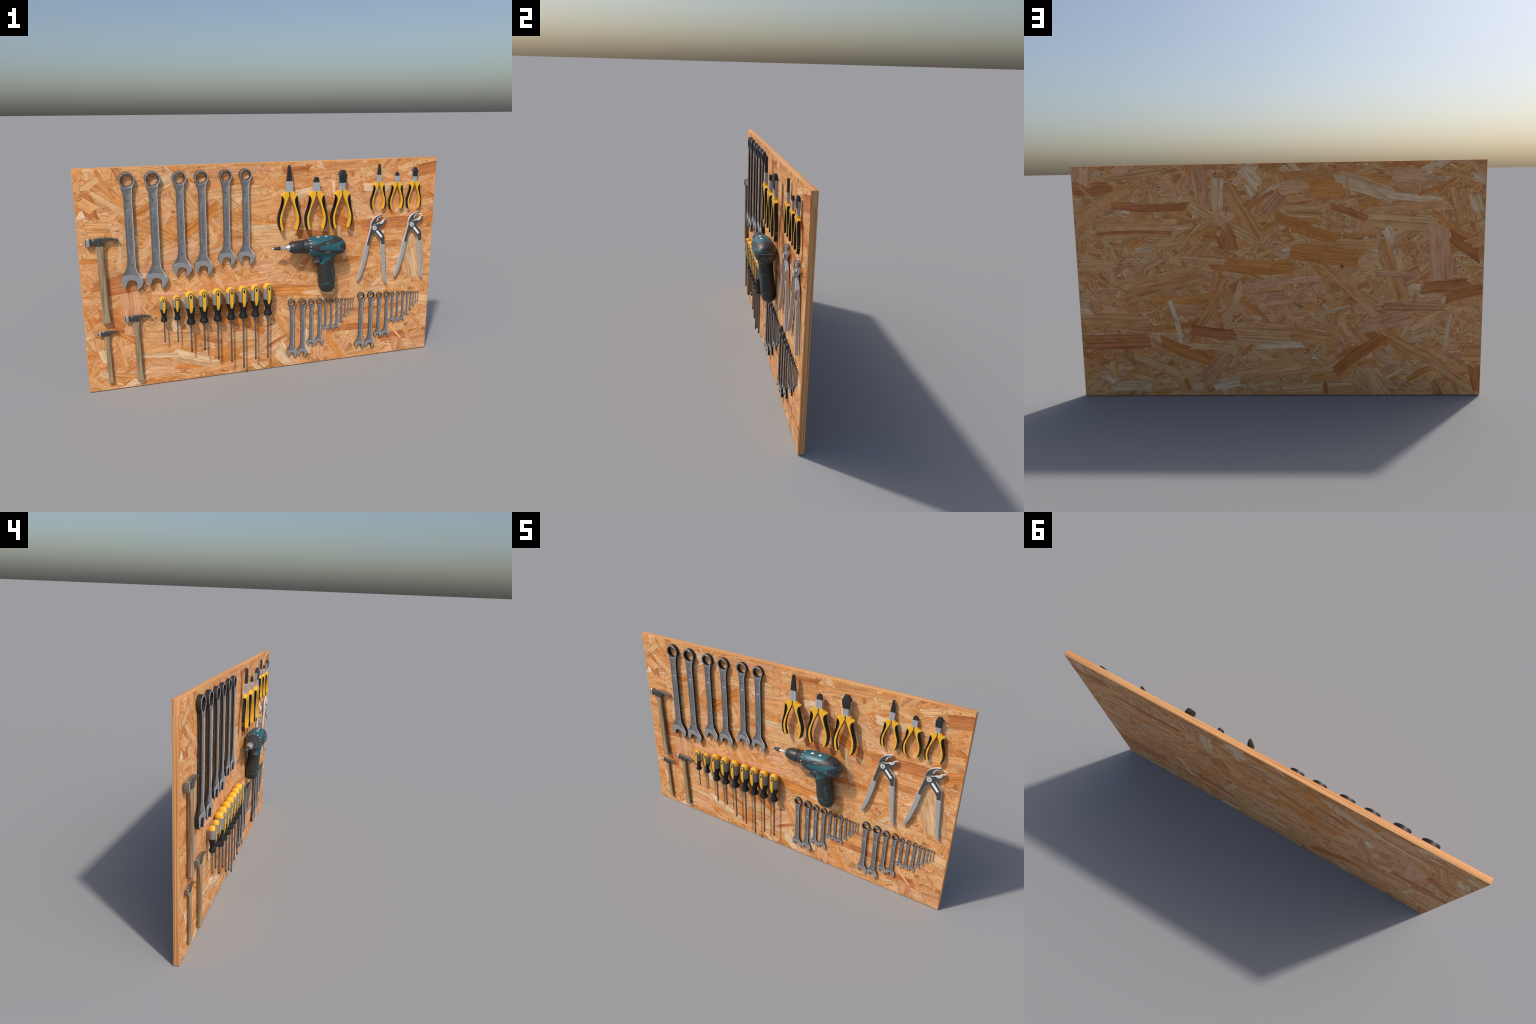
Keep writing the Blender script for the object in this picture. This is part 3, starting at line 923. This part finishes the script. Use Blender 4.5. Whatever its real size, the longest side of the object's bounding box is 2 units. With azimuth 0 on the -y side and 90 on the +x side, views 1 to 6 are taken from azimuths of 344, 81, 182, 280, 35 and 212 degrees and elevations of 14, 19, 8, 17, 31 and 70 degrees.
# ------------------------------------------------------------------ pliers
def build_pliers():
    M = MAT
    # one handle, for the right-hand side; depth is measured from the centre plane
    outer = [(0.0035, -0.0018), (0.0255, -0.0004)]
    outer += spline([(0.0275, -0.0050), (0.0318, -0.0112), (0.0395, -0.0150), (0.0475, -0.0195)], 3)
    outer += spline([(0.0470, -0.0220), (0.0380, -0.0282), (0.0308, -0.0390), (0.0294, -0.0500), (0.0306, -0.0610), (0.0395, -0.0900), (0.0497, -0.1200),
                     (0.0542, -0.1450), (0.0535, -0.1720), (0.0480, -0.1980), (0.0440, -0.2085)], 4)
    inner = [(0.0385, -0.2100), (0.0340, -0.2070)]
    inner += spline([(0.0335, -0.2040), (0.0415, -0.1730), (0.0432, -0.1490), (0.0396, -0.1240), (0.0318, -0.0926), (0.0187, -0.0611), (0.0060, -0.0298), (0.0030, -0.0200)], 4)
    band = spline([(0.0462, -0.0222), (0.0398, -0.0310), (0.0392, -0.0440), (0.0482, -0.0780), (0.0583, -0.1096), (0.0652, -0.1411), (0.0643, -0.1724), (0.0566, -0.1980), (0.0490, -0.2092)], 4)
    band += [(0.0430, -0.2092)]
    band += spline([(0.0440, -0.2070), (0.0475, -0.1980), (0.0530, -0.1720), (0.0537, -0.1450), (0.0492, -0.1200), (0.0390, -0.0900), (0.0301, -0.0610), (0.0289, -0.0500),
                    (0.0303, -0.0390), (0.0375, -0.0275)], 4)
    flip = lambda pts: [(-x, z) for x, z in pts]
    f, b = -0.0095, 0.0085
    handles = []
    for side, mir in (("right", lambda p: p), ("left", flip)):
        hm = plate("handle", mir(outer + inner), f, b, 0.0010, [M["yellow"], M["black"]], side=0, rim=0, face=0, steps=2)
        if side == "left":      # inward walls of this handle are black
            for p in hm.polygons:
                if abs(p.normal.y) < 0.3 and p.normal.x > 0.5 and p.center.z < -0.03:
                    p.material_index = 1
        gm = plate("rubber_grip", mir(band), f + 0.0005, b - 0.0002, 0.0016, [M["black"]], steps=2)
        ribs = []
        for zc in (-0.1500, -0.1600, -0.1700):
            ribs.append(box("grip_rib", (0.0646, f + 0.002, zc - 0.0006), (0.0656, b - 0.001, zc + 0.0006), M["yellow"]))
            if side == "left":
                ribs[-1].transform(Matrix.Scale(-1, 4, (1, 0, 0)))
                ribs[-1].flip_normals()
        handles.append((hm, gm, ribs))

    def halves(name, outline, front, back, mat, chamfer=0.0008):
        """Split a symmetric outline (right half given) into two mirror jaws."""
        right = [(max(x, 0.0002), z) for x, z in outline]
        return [plate(name, right, front, back, chamfer * 0.5, [mat]), plate(name, flip(right), front, back, chamfer * 0.5, [mat])]

    joint = lambda top, w0, w1: [(0, -0.0040), (w1, -0.0010), (w1, top - 0.006), (w0, top), (0, top)]
    needle = halves("jaw", [(0, 0.0530), (0.0150, 0.0530), (0.0062, 0.1300), (0.0045, 0.1365), (0, 0.1372)], -0.0068, 0.0080, M["tip_black"])
    needle += halves("joint", joint(0.0540, 0.0155, 0.0190), -0.0075, 0.0082, M["jaw_grey"])
    snub = halves("jaw", [(0, 0.0450), (0.0158, 0.0450)] + spline([(0.0152, 0.0520), (0.0135, 0.0620), (0.0100, 0.0700), (0.0050, 0.0738), (0, 0.0748)], 3), -0.0068, 0.0078, M["tip_black"])
    snub += halves("joint", joint(0.0460, 0.0170, 0.0190), -0.0075, 0.0082, M["jaw_grey"])

    def combination_jaw():
        """Heavy hexagonal head, thickest at its widest point."""
        rows = [(-0.0035, 0.0185, -0.0075, 0.0085), (0.0210, 0.0166, -0.0078, 0.0088), (0.0385, 0.0205, -0.0100, 0.0100),
                (0.0400, 0.0208, -0.0103, 0.0101), (0.0800, 0.0246, -0.0142, 0.0108), (0.0980, 0.0165, -0.0118, 0.0085), (0.1085, 0.0115, -0.0098, 0.0050)]
        out = []
        for sgn in (1, -1):
            verts, faces, slots = [], [], []
            for z, w, y0, y1 in rows:
                c = 0.0045
                for x, y in ((0.0002, y0), (w - c, y0), (w, y0 + c), (w, y1 - 0.002), (w - 0.002, y1), (0.0002, y1)):
                    verts.append((sgn * x, y, z))
            n = 6
            for k in range(len(rows) - 1):
                for i in range(n):
                    j = (i + 1) % n
                    q = [k * n + i, k * n + j, (k + 1) * n + j, (k + 1) * n + i]
                    faces.append(q if sgn > 0 else q[::-1])
                    dark = k >= 4 or (k >= 2 and i in (0, 1)) or (k >= 2 and i == 5)
                    slots.append(0 if dark else 1)
            cap0, cap1 = list(range(n)), [(len(rows) - 1) * n + i for i in range(n)]
            faces += [cap0[::-1] if sgn > 0 else cap0, cap1 if sgn > 0 else cap1[::-1]]
            slots += [1, 0]
            out.append(smooth_by_angle(make_mesh("jaw", verts, faces, [M["tip_black"], M["jaw_grey"]], slots), 12))
        return out

    combi = combination_jaw()
    kinds = {"needle": ("long needle nose pliers with yellow and black handles", needle),
             "snub": ("short round nose pliers with yellow and black handles", snub),
             "combi": ("heavy combination pliers with yellow and black handles", combi)}
    spots = (("needle", 0.0926, 1.0125, 0.0137, 1.0), ("snub", 0.2471, 1.0085, 0.0137, 1.0), ("combi", 0.3989, 1.0070, 0.0137, 1.0),
             ("needle", 0.6285, 1.0390, 0.0305, 0.73), ("snub", 0.7415, 1.0350, 0.0305, 0.73), ("combi", 0.8530, 1.0340, 0.0305, 0.73))
    for kind, x, z, y, s in spots:
        label, jaws = kinds[kind]
        o = thing("pliers", label, "pliers", (x, y, z))
        o.scale = (s, s, s)
        for me in jaws:
            child(o, me.name.split(".")[0], me)
        for hm, gm, ribs in handles:
            h = child(o, "handle", hm)
            child(h, "rubber_grip", gm)
            for r in ribs:
                child(h, "grip_rib", r)
        child(o, "pivot_pin", box("pivot_pin", (-0.0050, -0.004, -0.020), (0.0050, 0.006, 0.001), M["tip_black"], 0.0005))


def build_pump_pliers():
    """Slip-joint pliers; origin at the pivot, depth from the centre plane."""
    M = MAT
    mats = [M["pump_dark"], M["pump_light"], M["pump_light"]]
    kw = dict(mats=mats, side=1, rim=1, face=0)
    # rear lever: hooked upper jaw, slotted arm down to the right
    upper = spline([(-0.0235, -0.0080), (-0.0238, 0.0080), (-0.0212, 0.0260), (-0.0150, 0.0400), (-0.0045, 0.0540), (0.0140, 0.0665), (0.0300, 0.0720), (0.0448, 0.0752)], 4)
    upper += [(0.0468, 0.0700)]
    upper += spline([(0.0440, 0.0660), (0.0370, 0.0605), (0.0300, 0.0600), (0.0230, 0.0570), (0.0180, 0.0480), (0.0150, 0.0380), (0.0110, 0.0310), (0.0065, 0.0230)], 3)
    upper += [(0.0150, 0.0020), (0.0150, -0.0080)]
    arm = [(0.0000, -0.0100), (0.0240, 0.0020), (0.0300, -0.0020)] + spline([(0.0655, -0.0430), (0.0675, -0.0480), (0.0680, -0.0700), (0.0695, -0.1000)], 3)
    arm += [(0.0480, -0.1010)] + spline([(0.0450, -0.0850), (0.0425, -0.0770), (0.0330, -0.0640), (0.0020, -0.0275)], 3)
    # front lever: lower jaw and the arm down to the left
    lower = [(0.0080, 0.0222)] + spline([(0.0180, 0.0235), (0.0290, 0.0285), (0.0370, 0.0300), (0.0440, 0.0345), (0.0520, 0.0420), (0.0600, 0.0460), (0.0728, 0.0500)], 3)
    lower += [(0.0728, 0.0412)]
    lower += spline([(0.0680, 0.0330), (0.0590, 0.0200), (0.0310, -0.0005), (0.0150, -0.0118), (0.0, -0.0275), (-0.0135, -0.0440), (-0.0195, -0.0600), (-0.0290, -0.1010)], 4)
    lower += [(-0.0470, -0.0960)] + spline([(-0.0440, -0.0850), (-0.0340, -0.0435), (-0.0262, -0.0100), (-0.0215, 0.0030), (-0.0170, 0.0120)], 3) + [(-0.0040, 0.0190)]
    grip_r = [(0.0440, -0.0992), (0.0715, -0.0982)] + spline([(0.0735, -0.1200), (0.0785, -0.1750), (0.0855, -0.2660), (0.0905, -0.3050), (0.0945, -0.3250)], 4) + [(0.0935, -0.3315)]
    grip_r += spline([(0.0860, -0.3318), (0.0800, -0.3250), (0.0735, -0.3090), (0.0660, -0.2600), (0.0575, -0.1950), (0.0500, -0.1400)], 4)
    grip_l = [(-0.0505, -0.0945), (-0.0265, -0.1005)] + spline([(-0.0300, -0.1250), (-0.0430, -0.1850), (-0.0600, -0.2450), (-0.0740, -0.2800), (-0.0860, -0.3010)], 4)
    grip_l += spline([(-0.0895, -0.3060), (-0.0965, -0.3060), (-0.0985, -0.2980), (-0.0950, -0.2820), (-0.0800, -0.2290), (-0.0640, -0.1650), (-0.0560, -0.1200)], 4)
    pieces = {
        "upper_jaw": plate("upper_jaw", upper, -0.0062, 0.0062, 0.0010, **kw),
        "slotted_arm": plate("slotted_arm", arm, -0.0045, 0.0062, 0.0010, **kw),
        "lower_jaw": plate("lower_jaw", lower, -0.0075, 0.0040, 0.0010, **kw),
        "vinyl_grip": plate("vinyl_grip", grip_r, -0.0066, 0.0068, 0.0036, mats=[M["pump_grip"], M["pump_light"]], side=1, rim=0, face=0, steps=3, angle=50),
        "vinyl_grip_front": plate("vinyl_grip", grip_l, -0.0070, 0.0064, 0.0036, mats=[M["pump_grip"], M["pump_light"]], side=1, rim=0, face=0, steps=3, angle=50),
        "pivot_bolt": plate("pivot_bolt", [(0.0132 * math.cos(a), 0.0132 * math.sin(a)) for a in [2 * math.pi * i / 40 for i in range(40)]], -0.0095, -0.0070, 0.0010, [M["pump_pad"]], steps=2),
        "bolt_centre": plate("bolt_centre", [(0.0062 * math.cos(a), 0.0062 * math.sin(a)) for a in [2 * math.pi * i / 32 for i in range(32)]], -0.0101, -0.0090, 0.0005, [M["jaw_grey"]], steps=2),
    }
    # toothed adjusting slot: a straight edge and a saw-tooth edge
    a0, a1 = Vector((0.0105, -0.0205)), Vector((0.0452, -0.0595))
    d = (a1 - a0).normalized()
    nrm = Vector((-d.y, d.x))
    nrm = nrm if nrm.x > 0 else -nrm
    slot, teeth = [tuple(a1), tuple(a0)], 5
    for k in range(teeth):
        t0, t1 = k / teeth, (k + 1) / teeth
        slot.append(tuple(a0.lerp(a1, t0) + nrm * 0.0135))
        slot.append(tuple(a0.lerp(a1, t0 + (t1 - t0) * 0.75) + nrm * 0.0100))
    slot.append(tuple(a1 + nrm * 0.0135))
    pieces["adjusting_slot"] = plate("adjusting_slot", slot, -0.0050, -0.0040, 0.0002, [M["slot_white"]])
    pad_u = spline([(0.0105, 0.0370), (0.0130, 0.0480), (0.0190, 0.0580), (0.0280, 0.0640), (0.0365, 0.0655)], 3)
    pad_u += spline([(0.0385, 0.0620), (0.0330, 0.0608), (0.0250, 0.0575), (0.0200, 0.0490), (0.0165, 0.0380)], 3)
    pad_l = spline([(0.0285, 0.0272), (0.0380, 0.0300), (0.0450, 0.0350), (0.0530, 0.0415), (0.0590, 0.0440)], 3)
    pad_l += spline([(0.0600, 0.0370), (0.0540, 0.0280), (0.0440, 0.0215), (0.0340, 0.0220)], 3)
    pieces["jaw_face"] = plate("jaw_face", pad_u, -0.0068, -0.0055, 0.0004, [M["pump_pad"]])
    pieces["jaw_face_front"] = plate("jaw_face", pad_l, -0.0081, -0.0070, 0.0004, [M["pump_pad"]])
    for x, z in ((0.6109, 0.7790), (0.8491, 0.7847)):
        o = thing("pump_pliers", "dark steel slip joint pump pliers with grey grips", "pliers", (x, 0.0332, z))
        for name, me in pieces.items():
            child(o, name.replace("_front", ""), me)


# ------------------------------------------------------------------- drill
def housing_material():
    """Teal shell with black overmould; borders run along smooth curves of x."""
    n = Nodes("drill_housing")
    x, y, z = n.xyz()
    X0, XS, Z0, ZS = 0.18, 0.24, 0.43, 0.36
    xn = n.math("DIVIDE", n.math("SUBTRACT", x, X0), XS, clamp=True)

    def border(points):
        pts = [((px - X0) / XS, (pz - Z0) / ZS) for px, pz in points]
        return n.math("MULTIPLY_ADD", n.curve(xn, pts), ZS, Z0)

    def above(a, b, soft=1400.0):
        return n.math("MULTIPLY_ADD", n.math("SUBTRACT", a, b), soft, 0.5, clamp=True)

    both = lambda *s: s[0] if len(s) == 1 else n.math("MULTIPLY", s[0], both(*s[1:]))
    f1 = border([(0.18, 0.7200), (0.1945, 0.7271), (0.2081, 0.7313), (0.2356, 0.7363), (0.2723, 0.7442), (0.3093, 0.7503), (0.324, 0.7560), (0.42, 0.7560)])
    cap = both(above(z, f1), above(n.math("MULTIPLY_ADD", n.math("SUBTRACT", z, 0.757), 0.9, 0.3275), x))
    gu = border([(0.18, 0.7160), (0.2356, 0.7165), (0.2433, 0.7200), (0.3098, 0.7309), (0.347, 0.7365), (0.375, 0.7410), (0.395, 0.7330), (0.42, 0.7250)])
    gl = border([(0.18, 0.7045), (0.2362, 0.7040), (0.2399, 0.7027), (0.292, 0.6952), (0.3389, 0.6899), (0.3729, 0.6870), (0.395, 0.6850), (0.42, 0.6850)])
    nu = border([(0.18, 0.7130), (0.3495, 0.7130), (0.3640, 0.7220), (0.3792, 0.7310), (0.395, 0.7270), (0.42, 0.7190)])
    nl = border([(0.18, 0.7130), (0.3495, 0.7130), (0.3600, 0.7050), (0.3792, 0.6940), (0.395, 0.6900), (0.42, 0.6900)])
    notch = both(above(nu, z), above(z, nl), above(x, 0.3495))
    panel = both(above(gu, z), above(z, gl), above(x, 0.2360), n.math("SUBTRACT", 1.0, notch))
    h = border([(0.18, 0.7150), (0.193, 0.7062), (0.2087, 0.6963), (0.2365, 0.6871), (0.2737, 0.6807), (0.3111, 0.6769), (0.335, 0.6717), (0.42, 0.6500)])
    k = border([(0.18, 0.6000), (0.2385, 0.6150), (0.2517, 0.6121), (0.2667, 0.6126), (0.2815, 0.6213), (0.3093, 0.6387), (0.3320, 0.6570), (0.3400, 0.6700), (0.42, 0.7200)])
    throat = both(above(h, z), above(z, k))
    d = border([(0.18, 0.4950), (0.2491, 0.5057), (0.2627, 0.4929), (0.2762, 0.4835), (0.2838, 0.4970), (0.2945, 0.4985), (0.3112, 0.4978), (0.3209, 0.4850), (0.3297, 0.4840), (0.3440, 0.4905), (0.3520, 0.4940), (0.42, 0.4940)])
    wide = n.math("MULTIPLY", both(above(x, 0.282), above(0.3125, x)), 0.0016)
    line = above(n.math("ADD", 0.0026, wide), n.math("ABSOLUTE", n.math("SUBTRACT", z, d)))
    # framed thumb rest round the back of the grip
    edge = n.math("SUBTRACT", 0.3235, n.math("MULTIPLY", n.math("SUBTRACT", z, 0.5797), 0.235))
    inset = n.math("SUBTRACT", x, edge)
    frame_z = n.math("SUBTRACT", n.math("ABSOLUTE", n.math("SUBTRACT", z, 0.5500)), n.math("SUBTRACT", 0.0440, n.math("MULTIPLY", above(0.012, inset, 80.0), 0.008)))
    bar = both(above(inset, -0.0006), above(0.0062, inset), above(0.0, frame_z))
    rim = both(above(0.0016, n.math("ABSOLUTE", frame_z)), above(inset, 0.002), above(n.math("ABSOLUTE", n.math("ADD", y, 0.0085)), 0.0060))
    rear = n.math("ABSOLUTE", n.math("SUBTRACT", y, -0.0198))
    dash = n.math("GREATER_THAN", n.math("FRACT", n.math("MULTIPLY", y, 310.0)), 0.35)
    prints = both(above(0.0013, n.math("ABSOLUTE", n.math("SUBTRACT", z, 0.6985))), above(x, 0.372), above(rear, 0.0085), above(0.0300, rear), dash)
    prints = n.math("MAXIMUM", prints, both(above(0.0008, n.math("ABSOLUTE", n.math("SUBTRACT", z, 0.7195))), above(x, 0.375), above(0.0290, rear)))
    teal = cap
    for s in (panel, throat, line, bar, rim):
        teal = n.math("MAXIMUM", teal, s)
    f = n.noise(n.coords((1, 1, 1)), 70, 3, 0.5)
    shell = n.ramp(f, [(0.3, lin("1d525c")), (0.7, lin("255c67"))])
    rubber = n.ramp(f, [(0.3, lin("282828")), (0.7, lin("343433"))])
    rough = n.math("MULTIPLY_ADD", teal, -0.04, 0.46)
    return n.finish(n.mix(n.math("MULTIPLY", prints, 0.75), n.mix(teal, rubber, shell), lin("c4ccd0")), rough, 0.0, 0.5, bump=f, strength=0.04, dist=0.0004)


def build_drill():
    M = MAT
    cy, cz = -0.0198, 0.7145
    o = thing("cordless_drill", "teal and black cordless drill driver with pistol grip", "power drill", (0, 0, 0))

    def turned(name, prof, mats, seg=48, angle=35):
        return child(o, name, lathe(name, prof, mats, seg, "X", angle=angle), (0, cy, cz))

    turned("screw_bit", [(0.0016, -0.0150), (0.0030, -0.0135), (0.0042, -0.0060), (0.0042, -0.0020)], [M["chrome"]], 12)
    turned("bit_sleeve", [(0.0060, -0.0032), (0.0068, -0.0025), (0.0098, 0.0180), (0.0112, 0.0270), (0.0112, 0.0300), (0.0100, 0.0305)], [M["chuck"]], 32)
    turned("bit_holder", [(0.0080, 0.0295), (0.0080, 0.0560), (0.0092, 0.0570), (0.0092, 0.0640)], [M["chrome"]], 6, 20)
    turned("chuck_nose", [(0.0100, 0.0630), (0.0120, 0.0640), (0.0205, 0.0805), (0.0208, 0.0830)], [M["chrome"]])
    turned("chuck_sleeve", [(0.0205, 0.0800), (0.0222, 0.0806), (0.0290, 0.0915), (0.0325, 0.1030), (0.0340, 0.1180), (0.0352, 0.1500), (0.0345, 0.1530), (0.0300, 0.1535)], [M["chuck"]])
    turned("chuck_gap", [(0.0310, 0.1525), (0.0310, 0.1600)], [M["black"]])
    turned("torque_collar", [(0.0320, 0.1560), (0.0342, 0.1568), (0.0352, 0.1600), (0.0415, 0.1890), (0.0440, 0.1985), (0.0440, 0.2080)], [M["chuck"]])
    # white settings round the collar
    rng = random.Random(9)
    for i in range(14):
        a = math.radians(i * 360 / 14 + 6)
        r = 0.0424
        me = box("setting_mark", (-0.0031, -0.0026, -0.0004), (0.0031, 0.0026, 0.0006), M["white"], 0.0003)
        m = child(o, "setting_mark", me)
        m.matrix_local = Matrix.Translation((0, cy, cz)) @ Matrix.Rotation(a, 4, "X") @ Matrix.Translation((0.1915, 0, r)) @ Matrix.Rotation(-0.21, 4, "Y") @ Matrix.Rotation(rng.uniform(0, 0.6), 4, "Z")

    # housing: motor barrel along x and pistol grip along z, fused
    seg = 48
    def ring_loft(rings):
        verts, faces = [], []
        for ring in rings:
            verts += ring
        for k in range(len(rings) - 1):
            for i in range(seg):
                j = (i + 1) % seg
                faces.append([k * seg + i, k * seg + j, (k + 1) * seg + j, (k + 1) * seg + i])
        faces.append(list(range(seg))[::-1])
        faces.append([(len(rings) - 1) * seg + i for i in range(seg)])
        return verts, faces

    def sup(a, p):
        c, s = math.cos(a), math.sin(a)
        return math.copysign(abs(c) ** (2 / p), c), math.copysign(abs(s) ** (2 / p), s)

    def along(rows, at, n=6):
        """Resample a table of sections smoothly."""
        out = []
        for i in range(len(rows) - 1):
            a, b, c, d = (rows[max(0, min(len(rows) - 1, i + q))] for q in (-1, 0, 1, 2))
            for k in range(n):
                t = k / n
                out.append([0.5 * (2 * q + (r - p) * t + (2 * p - 5 * q + 4 * r - s) * t * t + (3 * q - p - 3 * r + s) * t ** 3) for p, q, r, s in zip(a, b, c, d)])
        out.append(list(rows[-1]))
        return out

    barrel = along([  # x, top, bottom, half depth
        (0.1930, 0.7590, 0.6700, 0.0455), (0.1975, 0.7612, 0.6660, 0.0470), (0.2080, 0.7635, 0.6600, 0.0500), (0.2300, 0.7655, 0.6560, 0.0546), (0.2600, 0.7672, 0.6535, 0.0558), (0.2900, 0.7678, 0.6525, 0.0560),
        (0.3200, 0.7662, 0.6525, 0.0558), (0.3450, 0.7625, 0.6535, 0.0548), (0.3670, 0.7570, 0.6560, 0.0508), (0.3846, 0.7475, 0.6610, 0.0460),
        (0.3965, 0.7345, 0.6700, 0.0385), (0.4047, 0.7180, 0.6870, 0.0240), (0.4078, 0.7060, 0.6990, 0.0080)], 0)
    rings = []
    for x, t, b, ry in barrel:
        rings.append([(x, cy + 0.0014 + ry * 1.025 * sup(2 * math.pi * i / seg, 2.02)[0], (t + b) / 2 + (t - b) / 2 * sup(2 * math.pi * i / seg, 2.02)[1]) for i in range(seg)])
    v1, f1 = ring_loft(rings)
    lean = lambda z: -0.0090 + (0.640 - z) * 0.097
    grip = along([  # z, front x, rear x, half depth
        (0.69, 0.23, 0.385, 0.042), (0.665, 0.24, 0.374, 0.0405), (0.645, 0.254, 0.354, 0.0385), (0.6216, 0.2607, 0.348, 0.0368), (0.6082, 0.2542, 0.3471, 0.0365), (0.5914, 0.2569, 0.3521, 0.036), (0.572, 0.2597, 0.3565, 0.0362), (0.53, 0.2604, 0.3611, 0.037), (0.5077, 0.2613, 0.3618, 0.0374), (0.4906, 0.2643, 0.3615, 0.0374), (0.4679, 0.2699, 0.3603, 0.0365), (0.4534, 0.2776, 0.3559, 0.0335), (0.442, 0.2887, 0.3478, 0.027), (0.4368, 0.303, 0.3354, 0.015)], 0)
    rings = []
    for z, xa, xb, ry in grip:
        rings.append([((xa + xb) / 2 + (xb - xa) / 2 * 0.975 * sup(2 * math.pi * i / seg, 2.3)[0], lean(z) + ry * 1.02 * sup(2 * math.pi * i / seg, 2.3)[1], z + max(0.0, 0.50 - z) * 0.03) for i in range(seg)])
    v2, f2 = ring_loft(rings)
    me = make_mesh("housing_raw", v1 + v2, f1 + [[i + len(v1) for i in f] for f in f2])
    bm = bmesh.new()
    bm.from_mesh(me)
    bmesh.ops.recalc_face_normals(bm, faces=bm.faces)
    bm.to_mesh(me)
    bm.free()
    tmp = bpy.data.objects.new("housing_raw", me)
    COLL.objects.link(tmp)
    rm = tmp.modifiers.new("fuse", "REMESH")
    rm.mode, rm.voxel_size, rm.use_smooth_shade = "VOXEL", 0.0016, True
    sm = tmp.modifiers.new("soften", "SMOOTH")
    sm.factor, sm.iterations = 0.5, 9
    bpy.context.view_layer.update()
    fused = bpy.data.meshes.new_from_object(tmp.evaluated_get(bpy.context.evaluated_depsgraph_get()))
    bpy.data.objects.remove(tmp)
    fused.name = "housing"
    fused.materials.clear()
    fused.materials.append(housing_material())
    fused.polygons.foreach_set("use_smooth", [True] * len(fused.polygons))
    child(o, "housing", fused)

    # trigger, switches and printed marks
    trig = spline([(0.2225, 0.6520), (0.2262, 0.6450), (0.2250, 0.6350), (0.2222, 0.6245), (0.2245, 0.6190)], 4) + [(0.2300, 0.6170), (0.2600, 0.6170), (0.2640, 0.6560), (0.2300, 0.6590)]
    child(o, "trigger", plate("trigger", trig, -0.0300, -0.0040, 0.0040, [M["trigger"]], steps=3, angle=50))
    child(o, "direction_switch", plate("direction_switch", [(0.2700, 0.6655), (0.2890, 0.6675), (0.2905, 0.6715), (0.2720, 0.6700)], -0.0520, -0.0450, 0.0010, [M["black"]], steps=2))

    def barrel_y(x, z):
        rows = sorted(barrel, key=lambda r: abs(r[0] - x))[0]
        _, t, b, ry = rows
        q = min(0.98, abs((z - (t + b) / 2) / ((t - b) / 2)))
        return cy - ry * (1 - q ** 2.02) ** (1 / 2.02)

    def print_row(x0, x1, z0, z1, n, mat, h=0.0030):
        for i in range(n):
            t = (i + 0.5) / n
            x, z = x0 + (x1 - x0) * t, z0 + (z1 - z0) * t
            w = (x1 - x0) / n * 0.36
            y = barrel_y(x, z)
            me = box("printed_mark", (x - w, y - 0.0004, z - h / 2), (x + w, y + 0.0022, z + h / 2), mat)
            child(o, "printed_mark", me)

    print_row(0.2750, 0.2935, 0.7335, 0.7365, 5, M["teal_print"])
    print_row(0.2750, 0.2945, 0.6862, 0.6858, 5, M["teal_print"], 0.0024)
    for z in (0.7245, 0.7195, 0.7070, 0.7015):
        print_row(0.3440, 0.3475, z, z, 1, M["teal_print"], 0.0022)
    # speed slide on top between two white arrows
    top = lambda x: sorted(barrel, key=lambda r: abs(r[0] - x))[0][1] - 0.0024
    for x, s in ((0.2430, 1.25), (0.2890, -1.1)):
        me = make_mesh("speed_arrow", [(x - 0.0075 * s, -0.0370, top(x) + 0.0008), (x + 0.0070 * s, -0.0370, top(x) + 0.0008), (x + 0.0070 * s, -0.0270, top(x) + 0.0018), (x - 0.0040 * s, -0.0240, top(x) + 0.0018),
                                       (x - 0.0075 * s, -0.0370, top(x) - 0.003), (x + 0.0070 * s, -0.0370, top(x) - 0.003), (x + 0.0070 * s, -0.0270, top(x) - 0.003), (x - 0.0040 * s, -0.0240, top(x) - 0.003)],
                       [[0, 1, 2, 3], [0, 4, 5, 1], [1, 5, 6, 2], [2, 6, 7, 3], [3, 7, 4, 0]], [M["white"]])
        child(o, "speed_arrow", me)
    child(o, "speed_slide", box("speed_slide", (0.2550, -0.0370, top(0.267) - 0.004), (0.2800, -0.0210, top(0.267) + 0.0022), M["trigger"], 0.0012))


materials()
build_panel()
build_wrenches()
build_hammers()
build_screwdrivers()
build_pliers()
build_pump_pliers()
build_drill()
